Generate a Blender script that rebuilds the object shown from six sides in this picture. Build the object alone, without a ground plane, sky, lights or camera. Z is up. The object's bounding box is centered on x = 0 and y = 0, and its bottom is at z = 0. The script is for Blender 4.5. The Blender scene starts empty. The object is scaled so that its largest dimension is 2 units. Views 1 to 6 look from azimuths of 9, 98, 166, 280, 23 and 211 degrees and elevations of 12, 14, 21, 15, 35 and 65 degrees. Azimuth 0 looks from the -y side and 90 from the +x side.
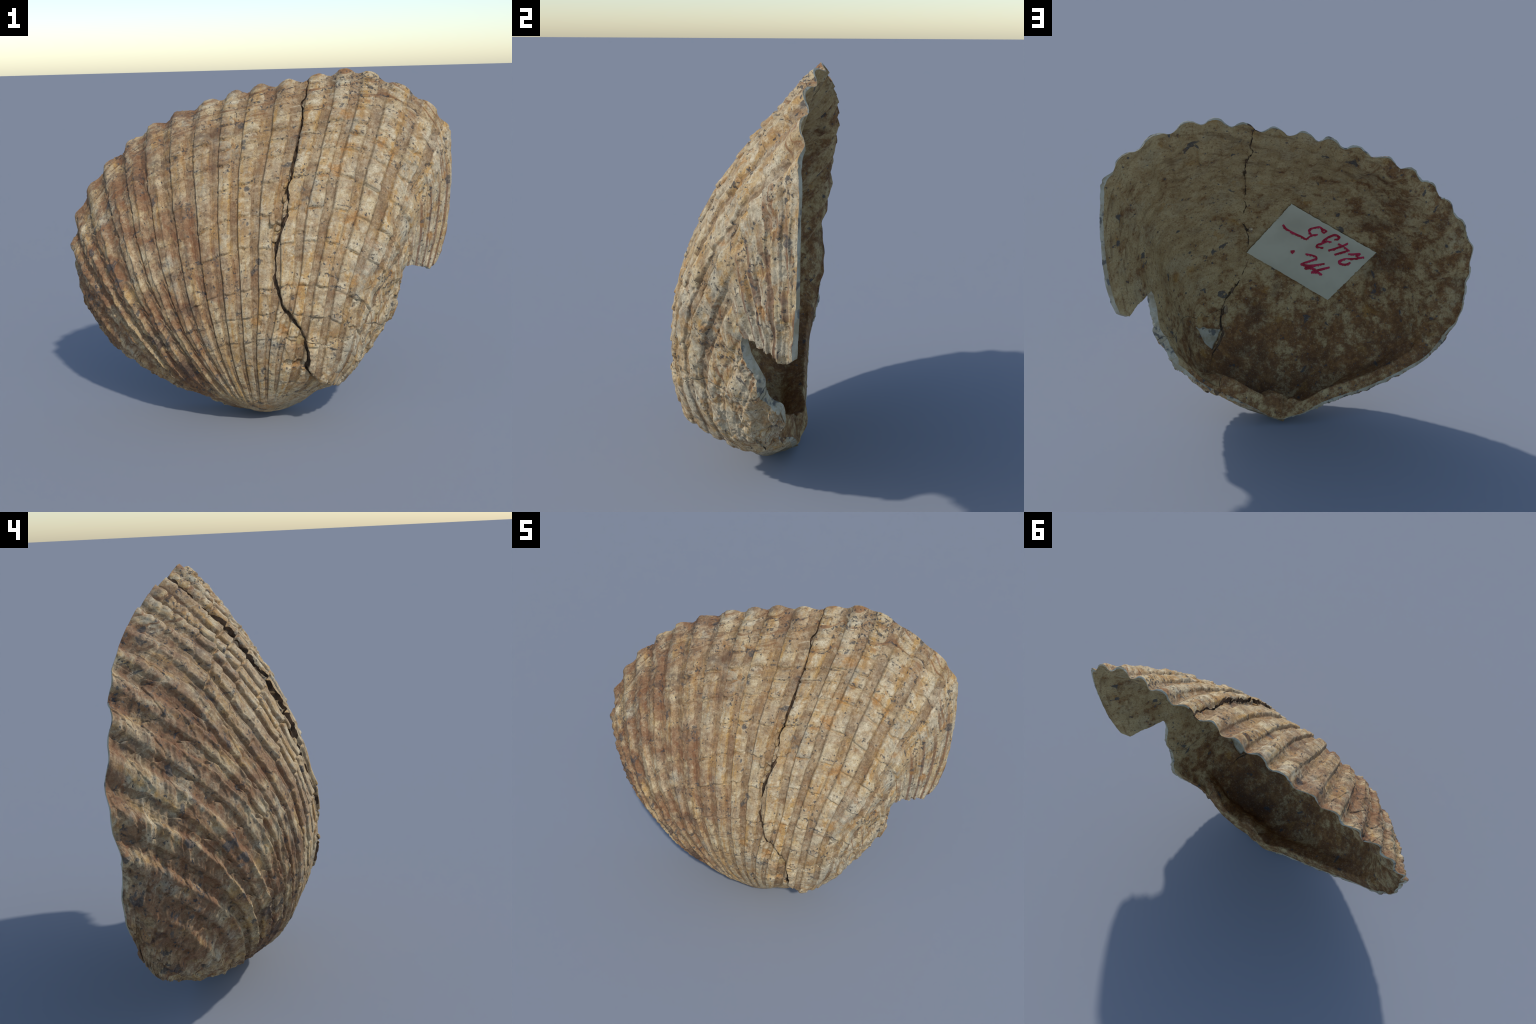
"""A broken, ribbed fossil clam valve standing on its beak, with a paper
collection label glued inside.

The valve is one lofted wall: rib spines run from the beak to the margin, a
smooth surface is splined through them, ribs / growth steps / lumps are raised
on it, and an inner wall is offset from it.  The wall is then split along its
cracks into fragments that each have their own broken edges."""
import bpy, math
import numpy as np
from mathutils import Vector
from mathutils.bvhtree import BVHTree

BEAK = np.array([0.018, 0.186, 0.026])          # every rib starts here
CAVITY = np.array([0.018, 0.172, 0.178])        # inner wall under the beak
AIM = np.array([0.0, 0.02, 0.80])             # middle of the hollow

# ------------------------------------------------------------------ rib spines
STATION = np.array([0, .06, .14, .24, .36, .5, .64, .78, .9, 1.0])   # share of growth
SPINES = {}


def rib(number, *points):
    SPINES[number] = np.array([tuple(BEAK)] + list(points))


def spines():
    # hinge edge on the long side and the ribless flank beside it
    rib(-4, (-0.006, 0.183, 0.036), (-0.083, 0.208, 0.068), (-0.187, 0.204, 0.109), (-0.310, 0.197, 0.144), (-0.453, 0.183, 0.176), (-0.589, 0.175, 0.225), (-0.720, 0.168, 0.286), (-0.821, 0.180, 0.363), (-0.885, 0.195, 0.469))
    rib(-3, (-0.037, 0.136, 0.015), (-0.124, 0.139, 0.049), (-0.230, 0.144, 0.096), (-0.361, 0.146, 0.135), (-0.514, 0.147, 0.181), (-0.656, 0.142, 0.251), (-0.781, 0.146, 0.336), (-0.861, 0.173, 0.433), (-0.940, 0.200, 0.555))
    rib(-2, (-0.045, 0.126, 0.017), (-0.143, 0.114, 0.046), (-0.262, 0.102, 0.091), (-0.403, 0.087, 0.141), (-0.561, 0.073, 0.205), (-0.697, 0.073, 0.307), (-0.818, 0.097, 0.418), (-0.904, 0.145, 0.525), (-0.975, 0.203, 0.660))
    rib(-1, (-0.048, 0.111, 0.017), (-0.151, 0.078, 0.042), (-0.273, 0.044, 0.093), (-0.414, 0.009, 0.160), (-0.558, -0.021, 0.256), (-0.697, -0.019, 0.381), (-0.819, 0.027, 0.518), (-0.910, 0.104, 0.636), (-0.985, 0.200, 0.765))
    # ribs
    rib(0, (-0.045, 0.093, 0.016), (-0.143, 0.038, 0.042), (-0.255, -0.013, 0.116), (-0.384, -0.071, 0.201), (-0.505, -0.112, 0.328), (-0.645, -0.116, 0.471), (-0.785, -0.055, 0.634), (-0.902, 0.049, 0.767), (-0.996, 0.192, 0.869))
    rib(1, (-0.045, 0.082, 0.018), (-0.142, 0.015, 0.054), (-0.254, -0.048, 0.141), (-0.380, -0.117, 0.245), (-0.494, -0.161, 0.396), (-0.634, -0.152, 0.574), (-0.761, -0.073, 0.772), (-0.879, 0.060, 0.919), (-0.977, 0.223, 1.030))
    rib(2, (-0.043, 0.071, 0.019), (-0.137, -0.007, 0.066), (-0.245, -0.082, 0.162), (-0.361, -0.158, 0.285), (-0.461, -0.203, 0.456), (-0.594, -0.185, 0.658), (-0.723, -0.081, 0.874), (-0.818, 0.068, 1.043), (-0.901, 0.239, 1.175))
    rib(3, (-0.036, 0.062, 0.021), (-0.121, -0.027, 0.074), (-0.221, -0.113, 0.177), (-0.329, -0.192, 0.318), (-0.423, -0.232, 0.506), (-0.536, -0.211, 0.733), (-0.644, -0.094, 0.973), (-0.740, 0.085, 1.155), (-0.803, 0.248, 1.297))
    rib(4, (-0.022, 0.052, 0.022), (-0.089, -0.049, 0.077), (-0.166, -0.148, 0.185), (-0.250, -0.229, 0.342), (-0.367, -0.257, 0.562), (-0.467, -0.226, 0.807), (-0.564, -0.089, 1.063), (-0.641, 0.098, 1.257), (-0.682, 0.278, 1.409))
    rib(5, (-0.006, 0.044, 0.023), (-0.055, -0.068, 0.077), (-0.107, -0.176, 0.190), (-0.200, -0.252, 0.366), (-0.307, -0.277, 0.606), (-0.390, -0.229, 0.869), (-0.472, -0.076, 1.134), (-0.527, 0.078, 1.344), (-0.560, 0.292, 1.494))
    rib(6, (0.003, 0.039, 0.023), (-0.033, -0.079, 0.076), (-0.075, -0.190, 0.194), (-0.146, -0.270, 0.387), (-0.229, -0.296, 0.642), (-0.299, -0.231, 0.919), (-0.361, -0.081, 1.192), (-0.399, 0.075, 1.407), (-0.423, 0.299, 1.560))
    rib(7, (0.010, 0.036, 0.023), (-0.016, -0.087, 0.076), (-0.048, -0.198, 0.198), (-0.098, -0.282, 0.402), (-0.150, -0.306, 0.673), (-0.192, -0.245, 0.957), (-0.235, -0.084, 1.240), (-0.260, 0.075, 1.457), (-0.261, 0.305, 1.615))
    rib(8, (0.019, 0.033, 0.024), (0.004, -0.094, 0.076), (-0.015, -0.207, 0.205), (-0.039, -0.289, 0.418), (-0.061, -0.318, 0.696), (-0.090, -0.239, 0.997), (-0.113, -0.085, 1.278), (-0.121, 0.089, 1.498), (-0.112, 0.299, 1.658))
    rib(9, (0.031, 0.030, 0.023), (0.031, -0.099, 0.079), (0.028, -0.213, 0.211), (0.025, -0.294, 0.432), (0.022, -0.319, 0.721), (0.010, -0.219, 1.031), (0.003, -0.072, 1.313), (0.011, 0.119, 1.534), (0.027, 0.302, 1.692))
    rib(10, (0.044, 0.029, 0.022), (0.060, -0.099, 0.084), (0.073, -0.216, 0.214), (0.086, -0.303, 0.436), (0.108, -0.324, 0.727), (0.110, -0.222, 1.038), (0.132, -0.067, 1.327), (0.156, 0.113, 1.548), (0.170, 0.295, 1.712))
    rib(11, (0.056, 0.028, 0.021), (0.086, -0.097, 0.090), (0.117, -0.216, 0.218), (0.146, -0.311, 0.437), (0.209, -0.324, 0.734), (0.228, -0.225, 1.052), (0.271, -0.067, 1.341), (0.309, 0.111, 1.562), (0.315, 0.303, 1.733))
    rib(12, (0.071, 0.029, 0.020), (0.120, -0.091, 0.096), (0.168, -0.212, 0.223), (0.218, -0.312, 0.433), (0.292, -0.314, 0.743), (0.341, -0.215, 1.065), (0.395, -0.054, 1.355), (0.440, 0.132, 1.580), (0.456, 0.308, 1.757))
    rib(13, (0.091, 0.035, 0.019), (0.163, -0.075, 0.102), (0.247, -0.193, 0.223), (0.329, -0.288, 0.403), (0.378, -0.297, 0.731), (0.445, -0.189, 1.049), (0.507, -0.029, 1.339), (0.567, 0.140, 1.562), (0.596, 0.293, 1.739))
    rib(14, (0.108, 0.045, 0.018), (0.200, -0.051, 0.101), (0.306, -0.158, 0.213), (0.406, -0.245, 0.378), (0.462, -0.272, 0.692), (0.548, -0.180, 0.995), (0.633, -0.041, 1.277), (0.702, 0.125, 1.494), (0.750, 0.276, 1.669))
    rib(15, (0.119, 0.058, 0.018), (0.226, -0.026, 0.095), (0.349, -0.118, 0.200), (0.465, -0.190, 0.360), (0.532, -0.228, 0.656), (0.655, -0.155, 0.929), (0.753, -0.019, 1.192), (0.838, 0.144, 1.405), (0.901, 0.275, 1.570))
    rib(16, (0.124, 0.071, 0.020), (0.240, -0.001, 0.085), (0.373, -0.077, 0.183), (0.497, -0.133, 0.337), (0.578, -0.161, 0.608), (0.699, -0.091, 0.853), (0.812, 0.028, 1.102), (0.923, 0.159, 1.306), (0.984, 0.289, 1.429))
    # short flank, then the hinge edge on the short side
    rib(17, (0.121, 0.090, 0.022), (0.237, 0.035, 0.065), (0.366, -0.017, 0.155), (0.500, -0.063, 0.279), (0.590, -0.084, 0.511), (0.696, -0.019, 0.721), (0.832, 0.072, 0.940), (0.931, 0.173, 1.108), (0.997, 0.287, 1.185))
    rib(18, (0.113, 0.109, 0.024), (0.221, 0.072, 0.054), (0.340, 0.043, 0.135), (0.478, 0.010, 0.227), (0.581, -0.011, 0.416), (0.692, 0.037, 0.593), (0.808, 0.116, 0.776), (0.908, 0.185, 0.917), (0.977, 0.284, 0.966))
    rib(19, (0.103, 0.124, 0.025), (0.198, 0.107, 0.055), (0.309, 0.094, 0.119), (0.433, 0.083, 0.201), (0.556, 0.055, 0.338), (0.656, 0.094, 0.487), (0.789, 0.150, 0.636), (0.859, 0.197, 0.754), (0.935, 0.272, 0.800))
    rib(20, (0.089, 0.136, 0.023), (0.165, 0.136, 0.060), (0.258, 0.137, 0.106), (0.357, 0.147, 0.188), (0.493, 0.115, 0.260), (0.584, 0.140, 0.379), (0.696, 0.181, 0.492), (0.784, 0.200, 0.583), (0.850, 0.260, 0.620))
    rib(21, (0.068, 0.171, 0.029), (0.130, 0.179, 0.069), (0.203, 0.184, 0.118), (0.294, 0.186, 0.171), (0.409, 0.163, 0.220), (0.506, 0.172, 0.295), (0.588, 0.204, 0.388), (0.669, 0.205, 0.454), (0.740, 0.230, 0.500))


spines()
KNOT = np.array(sorted(SPINES), float)
GRID = np.array([SPINES[int(k)] for k in KNOT])

# breaks, in (rib number, share of growth)
CRACK = [(10.72, 1.05), (10.7, 1.0), (10.7, .948), (10.55, .927), (10.73, .883), (10.75, .82), (10.8, .743),
         (10.62, .718), (10.82, .69), (10.8, .66), (10.72, .64), (10.55, .613), (10.45, .578), (10.45, .547),
         (10.65, .517), (10.95, .48), (11.3, .465), (11.65, .453), (12.23, .43), (12.6, .403), (12.75, .38),
         (12.9, .338), (13.28, .318), (13.6, .307), (14.3, .295), (15, .28), (16, .273), (17.2, .29),
         (18.4, .32), (19.9, .39), (20.95, .465), (21.5, .48)]
SEAM = [(12.3, .405), (12.6, .403), (13.05, .403), (13.5, .4), (13.8, .405), (14.15, .425), (14.7, .42), (15.28, .438),
        (16.12, .465), (17.0, .515), (18.15, .578), (18.7, .625), (19.05, .69), (19.2, .72)]
NOTCH = [(19.2, 1.0), (19.3, .963), (18.73, .858), (18.2, .802), (17.7, .753), (17.45, .728), (17.5, .713),
         (17.88, .705), (18.38, .708), (18.78, .708), (19.03, .695), (19.43, .703), (19.9, .725), (20.6, .795),
         (21.2, .84), (22.5, .95), (22.5, 1.2), (19.2, 1.2)]
RINGS = [.22, .275, .33, .395, .455, .515, .60, .668, .738, .80, .838, .866, .905, .932, .957, .978]


# ------------------------------------------------------------------- utilities
def smooth(a, b, x):
    f = np.clip((x - a) / (b - a), 0, 1)
    return f * f * (3 - 2 * f)


def second(x, y):
    n, h = len(x), np.diff(x)
    a, b = np.eye(n), np.zeros_like(y)
    for i in range(1, n - 1):
        a[i, i - 1], a[i, i], a[i, i + 1] = h[i - 1], 2 * (h[i - 1] + h[i]), h[i]
        b[i] = 6 * ((y[i + 1] - y[i]) / h[i] - (y[i] - y[i - 1]) / h[i - 1])
    return np.linalg.solve(a, b.reshape(n, -1)).reshape(y.shape)


def spline(x, y, q):
    m = second(x, y)
    i = np.clip(np.searchsorted(x, q) - 1, 0, len(x) - 2)
    h = x[i + 1] - x[i]
    a, b = (x[i + 1] - q) / h, (q - x[i]) / h
    a, b, h = (v.reshape((-1,) + (1,) * (y.ndim - 1)) for v in (a, b, h))
    return a * y[i] + b * y[i + 1] + ((a ** 3 - a) * m[i] + (b ** 3 - b) * m[i + 1]) * h * h / 6


def loft(us, ts):
    rows = np.swapaxes(spline(KNOT, GRID, us), 0, 1)
    return np.swapaxes(spline(STATION, rows, ts), 0, 1)


def hash3(i, j, k, seed):
    h = (i * 374761393 + j * 668265263 + k * 2147483647 + seed * 1274126177) & 0xFFFFFFFF
    h = ((h ^ (h >> 13)) * 1274126177) & 0xFFFFFFFF
    h = ((h ^ (h >> 16)) * 2246822519) & 0xFFFFFFFF
    return ((h ^ (h >> 15)) & 0xFFFFFF) / float(0x7FFFFF) - 1.0


def noise(p, seed=0):
    p = np.asarray(p, float)
    c = np.floor(p).astype(np.int64)
    f = p - c
    f = f * f * f * (f * (f * 6 - 15) + 10)
    out = 0
    for dx in (0, 1):
        for dy in (0, 1):
            for dz in (0, 1):
                w = (f[..., 0] if dx else 1 - f[..., 0]) * (f[..., 1] if dy else 1 - f[..., 1]) * (f[..., 2] if dz else 1 - f[..., 2])
                out = out + w * hash3(c[..., 0] + dx, c[..., 1] + dy, c[..., 2] + dz, seed)
    return out


def fbm(p, seed=0, octaves=4, gain=.5):
    out, a = 0, 1.0
    p = np.asarray(p, float)
    for o in range(octaves):
        out = out + a * noise(p, seed + 17 * o)
        p, a = p * 2.03 + 11.7, a * gain
    return out


def stack(*a):
    return np.stack(np.broadcast_arrays(*a), -1)


# ------------------------------------------------------------- smooth valve wall
US = np.concatenate([np.linspace(-4, 0, 150, endpoint=False), np.linspace(0, 16, 928, endpoint=False), np.linspace(16, 21, 231)])
TS = np.concatenate([np.linspace(.02, .2, 50, endpoint=False), np.linspace(.2, .84, 300, endpoint=False), np.linspace(.84, 1, 90)])
NU, NT = len(US), len(TS)
U, T = US[:, None] + 0 * TS[None], TS[None] + 0 * US[:, None]
BASE = loft(US, TS)
PU = np.gradient(BASE, US, axis=0)
PT = np.gradient(BASE, TS, axis=1)
LU, LT = np.linalg.norm(PU, axis=-1), np.linalg.norm(PT, axis=-1)


def normals(p):
    n = np.cross(np.gradient(p, axis=1), np.gradient(p, axis=0))
    n /= np.linalg.norm(n, axis=-1, keepdims=True) + 1e-12
    return n


NORMAL = normals(BASE)
NORMAL *= np.sign((NORMAL * (BASE - AIM)).sum(-1).mean())          # pointing out of the shell


def signed(line, closed=False):
    """Signed distance, in metres along the wall, to a line drawn in (rib, growth)."""
    best, sign = np.full(U.shape, 9.0), np.ones(U.shape)
    pts = list(line) + ([line[0]] if closed else [])
    inside = np.zeros(U.shape, bool)
    for (a0, b0), (a1, b1) in zip(pts[:-1], pts[1:]):
        ax, ay = (U - a0) * LU, (T - b0) * LT
        dx, dy = (a1 - a0) * LU, (b1 - b0) * LT
        f = np.clip((ax * dx + ay * dy) / (dx * dx + dy * dy + 1e-12), 0, 1)
        d = np.hypot(ax - f * dx, ay - f * dy)
        near = d < best
        best = np.where(near, d, best)
        sign = np.where(near, np.sign(dx * ay - dy * ax + 1e-15), sign)
        if closed:
            hit = ((b0 > T) != (b1 > T)) & (U < (a1 - a0) * (T - b0) / (b1 - b0 + 1e-12) + a0)
            inside ^= hit
    return np.where(inside, -best, best) if closed else best * sign


def side_of(line, low_t_side):
    """Like signed(), with the side decided by a polygon so that far-away points are right."""
    d = np.abs(signed(line))
    poly = signed(list(line) + low_t_side, closed=True)
    return np.where(poly < 0, d, -d)


D_CRACK = side_of(CRACK, [(22, -.1), (-5, -.1), (-5, 1.05)])        # > 0 on the large fragment
D_SEAM = side_of(SEAM, [(19.2, .1), (12.3, .1)])                    # > 0 below the seam
D_NOTCH = signed(NOTCH, closed=True)                                # < 0 where the piece is lost

# --------------------------------------------------------------------- relief
wobble = .10 * noise(stack(U * .9, T * 6, 3.3), 5) + .035 * noise(stack(U * 2, T * 22, 1.3), 6)
number = U + .36 * (1 - smooth(.8, 3.4, U)) + .21 * smooth(6, 9, U)   # rib count at the left foot of each rib
phase = (number + wobble * smooth(.15, .4, T) + .5) % 1 - .5


def bump_profile(f, up0, up1, down0, down1):
    """1 on the plateau, 0 in the groove; f runs -0.5..0.5 around the foot."""
    g = np.where(f < up0, f + 1, f)
    return smooth(up0, up1, g) * (1 - smooth(down0, down1, g))


turn = (phase + .2) % 1 - .2                                        # -.2 .. .8
right = smooth(3.0, 8.5, U)
stairs = smooth(-.18, -.05, turn) * (.86 + .14 * np.clip((turn + .05) / .40, 0, 1)) * (1 - smooth(.34, .56, turn))
plateau = smooth(-.16, -.05, turn) * (1 - smooth(.43, .56, turn))
plateau = plateau * (.86 + .14 * np.cos(2 * np.pi * np.clip((turn - .19) / 1.2, -.4, .4)))
profile = stairs * (1 - right) + plateau * right
tip = (U + .38) % 1 - .38                                            # teeth of the margin, 0 at the tip
rounded = (.5 + .5 * np.cos(2 * np.pi * tip)) ** .8
lean_left = smooth(-.38, .0, tip) * (1 - smooth(.0, .62, tip))
rounded = rounded * right + (.45 * rounded + .55 * lean_left) * (1 - right)
profile = profile + (rounded - profile) * .8 * smooth(.86, .97, T)
groove = 1 - profile
here = (.50 * smooth(-3.6, -2.8, U) + .50 * smooth(-.9, -.1, U)) * (1 - .65 * smooth(15.8, 17.5, U)) * (1 - smooth(15.6, 16.6, U) * smooth(.70, .80, T)) * smooth(.10, .30, T)
height = LU * (.142 * (1 - right) + .165 * right) * (1 - .22 * smooth(12.5, 14.5, U)) * (1 - .1 * smooth(13, 15.5, U))
height = height + smooth(.86, 1, T) * .011 * (1 - .6 * smooth(13.5, 15.5, U))
height = np.minimum(height, .036)
relief = -height * here * (groove - .12 + .10 * smooth(3, 5, U) * smooth(11, 9, U))
# a crevice at the foot of each rib (on both feet where the ribs are flat-topped)
crevice = (.65 + .35 * right) * np.exp(-((turn + .165) / (.045 - .015 * right)) ** 2) + .7 * right * np.exp(-((turn - .565) / .028) ** 2)
relief -= .0052 * crevice * here * smooth(.95, .80, T) * (.55 + .45 * noise(stack(U * 3, T * 30, .7), 33))

relief -= .006 * smooth(3.5, 2, U) * smooth(-1, 0, U) * smooth(.3, .5, T) * smooth(.98, .9, T)
relief += .0075 * (1 - right) * here * np.exp(-((turn - .31) / .075) ** 2) * smooth(.95, .8, T)      # sharp ridge on the long side
# growth steps: each ring overlaps the next like a low tile
shift = .006 * noise(stack(U * .8, T * 3, 9.1), 31) + .003 * noise(stack(U * 3.1, T * 9, 2.1), 32)
grown = T + shift
for n, ring in enumerate(RINGS):
    x = (grown - ring) * LT
    each_rib = 1 + .55 * noise(stack(np.floor(number + .3) * 2.3, ring * 31 + 0 * T, .5), 47)
    size = (.0115 + .0045 * noise(stack(U * .35, ring * 7 + 0 * T, n * 1.7), 40 + n)) * (.40 + .60 * smooth(3, 8, U)) * smooth(-3, 2, U)
    size = size * each_rib * (1 - .45 * smooth(.87, .92, ring)) * smooth(.22, .60, ring)
    lip = np.exp(-np.clip(x, 0, 1) / .026) * (x > 0) + np.exp(-np.clip(-x, 0, 1) / .014) * (x <= 0) * .45
    relief += size * lip * (.55 + .45 * profile)
    # ribs are pinched into blocks at each ring
    relief -= height * here * profile * each_rib * (.30 + .55 * smooth(.3, .6, ring)) * (.25 + .75 * smooth(3.5, 8, U)) * (1 - .7 * smooth(.87, .92, ring)) * np.exp(-((x + .004) / .0062) ** 2)
# crowded growth lamellae near the margin and on the two flanks
crowd = np.maximum(smooth(.85, .95, T), np.maximum(.75 * (1 - smooth(-.5, 2.0, U)), .8 * smooth(16, 17.5, U)))
crowd = np.maximum(crowd, 1.0 * (1 - smooth(3, 7, U)) * smooth(.25, .5, T))
lam = noise(stack(U * .55, grown * 95, 0.5), 51) + .6 * noise(stack(U * 1.3, grown * 190, 4.5), 52)
relief += .0038 * crowd * lam * (1 + .5 * smooth(.86, .94, T)) * (1 + .7 * smooth(5, 0, U))
# arched scales in the grooves of the long side
arch = (grown * 15 + .35 * np.cos(2 * np.pi * phase) + .8 * noise(stack(np.floor(number + .3) * 3.7, T * 4, .5), 61)) % 1
relief += (.0085 * (1 - smooth(4, 8, U)) + .0015) * smooth(.2, .4, T) * smooth(-3.5, -2, U) * (arch - .5) * (.35 + .65 * groove)
# folded flank on the short side
fold = noise(stack(U * .8, grown * 26, 7.5), 71) + .5 * noise(stack(U * 2.2, grown * 40, 1.5), 72)
relief += .0105 * smooth(14.3, 16.3, U) * smooth(.30, .5, T) * fold
relief += .0085 * smooth(12.8, 15.0, U) * smooth(.28, .5, T) * fbm(BASE * 13, 75, 3) * (1 - .7 * smooth(15.5, 17, U) * smooth(.66, .76, T))
relief += .0060 * fbm(BASE * 24, 77, 4) * smooth(.6, -.6, U) * smooth(.1, .3, T)
# long furrows down the hanging tab, parallel to its edge
tab = smooth(15.9, 17.0, U) * smooth(.72, .79, T)
furrow = np.sin(2 * np.pi * (grown + .004 * noise(stack(U * 1.1, T * 5, .3), 79)) * 21)
relief -= .0085 * tab * smooth(-.1, .95, furrow) * smooth(1.0, .97, T)
# lumps and grain
relief += .0030 * fbm(BASE * 9, 81, 3) * smooth(.05, .3, T) + .0016 * fbm(BASE * 34, 85, 3) * (1 - .5 * smooth(10, 12, U))
pits = fbm(BASE * np.array([30, 30, 30]), 87, 3)
relief -= .0035 * smooth(.62, .9, pits)
chips = smooth(.30, .42, fbm(BASE * np.array([11, 11, 9]), 88, 4)) * smooth(9, 11, U)
relief -= .0050 * chips * smooth(.3, .4, T) * (1 - .5 * smooth(.85, .95, T))
# worn step of the beak and flaked strip along the crack
worn = smooth(.075, .0, np.where(D_CRACK > 0, D_CRACK, 9)) * smooth(.52, .44, T)
bare = smooth(11.6, 12.8, U) * smooth(.335, .30, T) * (D_CRACK > 0)
relief -= .004 * bare + .010 * worn * (1 - bare) * smooth(-.5, .5, fbm(BASE * 16, 91, 3))
flake = smooth(.045, .01, np.abs(D_CRACK)) * smooth(.05, .45, fbm(BASE * 20, 95, 3))
relief -= .007 * flake * smooth(.9, .8, T) * (D_CRACK > 0)
for u0, t0, wide, tall, deep in ((10.38, .637, .030, .040, .022), (10.55, .705, .022, .040, .012), (11.55, .437, .055, .060, .013),
                                 (12.3, .395, .050, .030, .012), (12.35, .338, .045, .024, .020), (10.25, .56, .02, .05, .008)):
    r = np.hypot((U - u0) * LU / wide, (T - t0) * LT / tall) + .35 * fbm(BASE * 24, 97, 3)
    relief -= deep * smooth(1.05, .80, r) * (D_CRACK > 0) * (1 + .25 * noise(BASE * 60, 98))
relief -= .007 * np.exp(-np.abs(D_CRACK) / .006) + .004 * np.exp(-np.abs(D_SEAM) / .004) * (D_CRACK < 0)
relief += (.005 + .009 * smooth(.80, .62, T)) * (D_CRACK < 0) * smooth(.085, .0, -D_CRACK) * smooth(.95, .85, T)
side_piece, slab = D_CRACK < 0, (D_CRACK < 0) & (D_SEAM > 0)
relief += .008 * slab * smooth(.30, .05, -D_CRACK)
# gentle swells and hollows of the whole wall: (rib, growth, reach in ribs, reach in growth, metres, where)
for u0, t0, ru, rt, amount, where in (
        (7, .52, 3.0, .18, .004, 1), (12.3, .75, 1.6, .2, -.004, 1), (12.8, .40, 1.6, .08, -.010, 1), (9, .24, 3.5, .08, -.009, 1),
        (16.4, .30, 1.5, .06, -.019, side_piece), (16.7, .21, 1.8, .05, -.020, ~side_piece), (5, .12, 3.5, .06, -.008, 1),
        (13.7, .315, 1.0, .05, .014, slab), (16, 1.0, .9, .08, -.012, 1), (19.1, .54, .9, .10, .020, 1), (0, .74, .8, .14, -.020, 1), (11.8, .46, 1.2, .09, -.010, 1), (18.0, .35, .8, .05, -.010, side_piece), (17.3, .79, .9, .07, -.010, 1), (19.0, .93, .6, .06, .010, 1), (-.4, .60, 1.2, .16, -.013, 1), (10.5, .85, 3.5, .07, -.008, 1)):
    relief += amount * where * np.exp(-((U - u0) / ru) ** 2 - ((T - t0) / rt) ** 2)
OUTER = BASE + NORMAL * relief[..., None]

# ------------------------------------------------------------------ inner wall
def distance_to(line):
    """Distance of every wall point to a polyline, worked out on a coarse grid."""
    sub = BASE[::6, ::6]
    near = np.min(np.linalg.norm(sub[:, :, None] - line[None, None], axis=-1), axis=2)
    iu = np.interp(np.arange(NU), np.arange(0, NU, 6), np.arange(near.shape[0]))
    it = np.interp(np.arange(NT), np.arange(0, NT, 6), np.arange(near.shape[1]))
    i0, j0 = np.minimum(iu.astype(int), near.shape[0] - 2), np.minimum(it.astype(int), near.shape[1] - 2)
    fu, ft = (iu - i0)[:, None], (it - j0)[None]
    return ((1 - fu) * (1 - ft) * near[i0][:, j0] + fu * (1 - ft) * near[i0 + 1][:, j0]
            + (1 - fu) * ft * near[i0][:, j0 + 1] + fu * ft * near[i0 + 1][:, j0 + 1])


beak_gap = BASE[0, 0] + (BASE[-1, 0] - BASE[0, 0]) * np.linspace(0, 1, 12)[:, None]
to_hinge = distance_to(np.concatenate([BASE[0], beak_gap, BASE[-1]]))
to_margin = distance_to(BASE[::2, -1])
most = np.interp(T, [0, .3, .6, .75, .9, 1], [.050, .046, .040, .050, .052, .050])
most = most + (.040 * (1 - smooth(2.5, 6.5, U)) + .018 * np.exp(-((U - .7) / .7) ** 2)) * smooth(.45, .62, T) * (1 - .4 * smooth(.76, .88, T) * smooth(1.2, 2.2, U)) + .022 * smooth(11, 7, U) * smooth(.74, .84, T)             # thick long end
most = most + .012 * smooth(14.5, 16.5, U) * smooth(18, 17, U) * smooth(.72, .82, T)               # hanging tab
most = np.maximum(most, .086 * (1 - smooth(2.5, 5.5, U)) * smooth(.2, .35, T) * (1 - .3 * smooth(.48, .6, T)))
ledge = .094 + .035 * smooth(10, 16, U) * smooth(.42, .32, T) - .06 * smooth(10, 16, U) * smooth(.36, .48, T) + .045 * smooth(.14, .06, T)            # hinge plate, overhanging the hollow
on_plate = smooth(.135, .050, to_hinge)
most = most + (np.maximum(ledge, most) - most) * on_plate
grow = 1 / (1 / (.019 + to_margin * (.50 + .45 * (1 - smooth(6, 11, U)))) ** 4 + 1 / (.018 + to_hinge * 9.0) ** 4) ** .25
near = np.minimum(to_margin, to_hinge)
thick = 1 / (1 / most ** 4 + 1 / grow ** 4) ** .25
upright = stack((AIM[0] - BASE[..., 0]) * .4, 0 * T, AIM[2] - BASE[..., 2])
upright /= np.linalg.norm(upright, axis=-1, keepdims=True)
inward = -NORMAL * (1 - on_plate[..., None]) + upright * on_plate[..., None]
inward /= np.linalg.norm(inward, axis=-1, keepdims=True)
follow = smooth(.70, .99, T) * .85
INNER = BASE + inward * thick[..., None]
inner_relief = -height * here * (groove - .45) * follow
inner_relief += .006 * fbm(INNER * 6, 101, 3) * smooth(.0, .06, near) + .0016 * fbm(INNER * 40, 105, 3)
inner_relief += .0010 * noise(stack(U * .5, grown * 70, 8.5), 107) * smooth(.55, .9, T)
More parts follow.
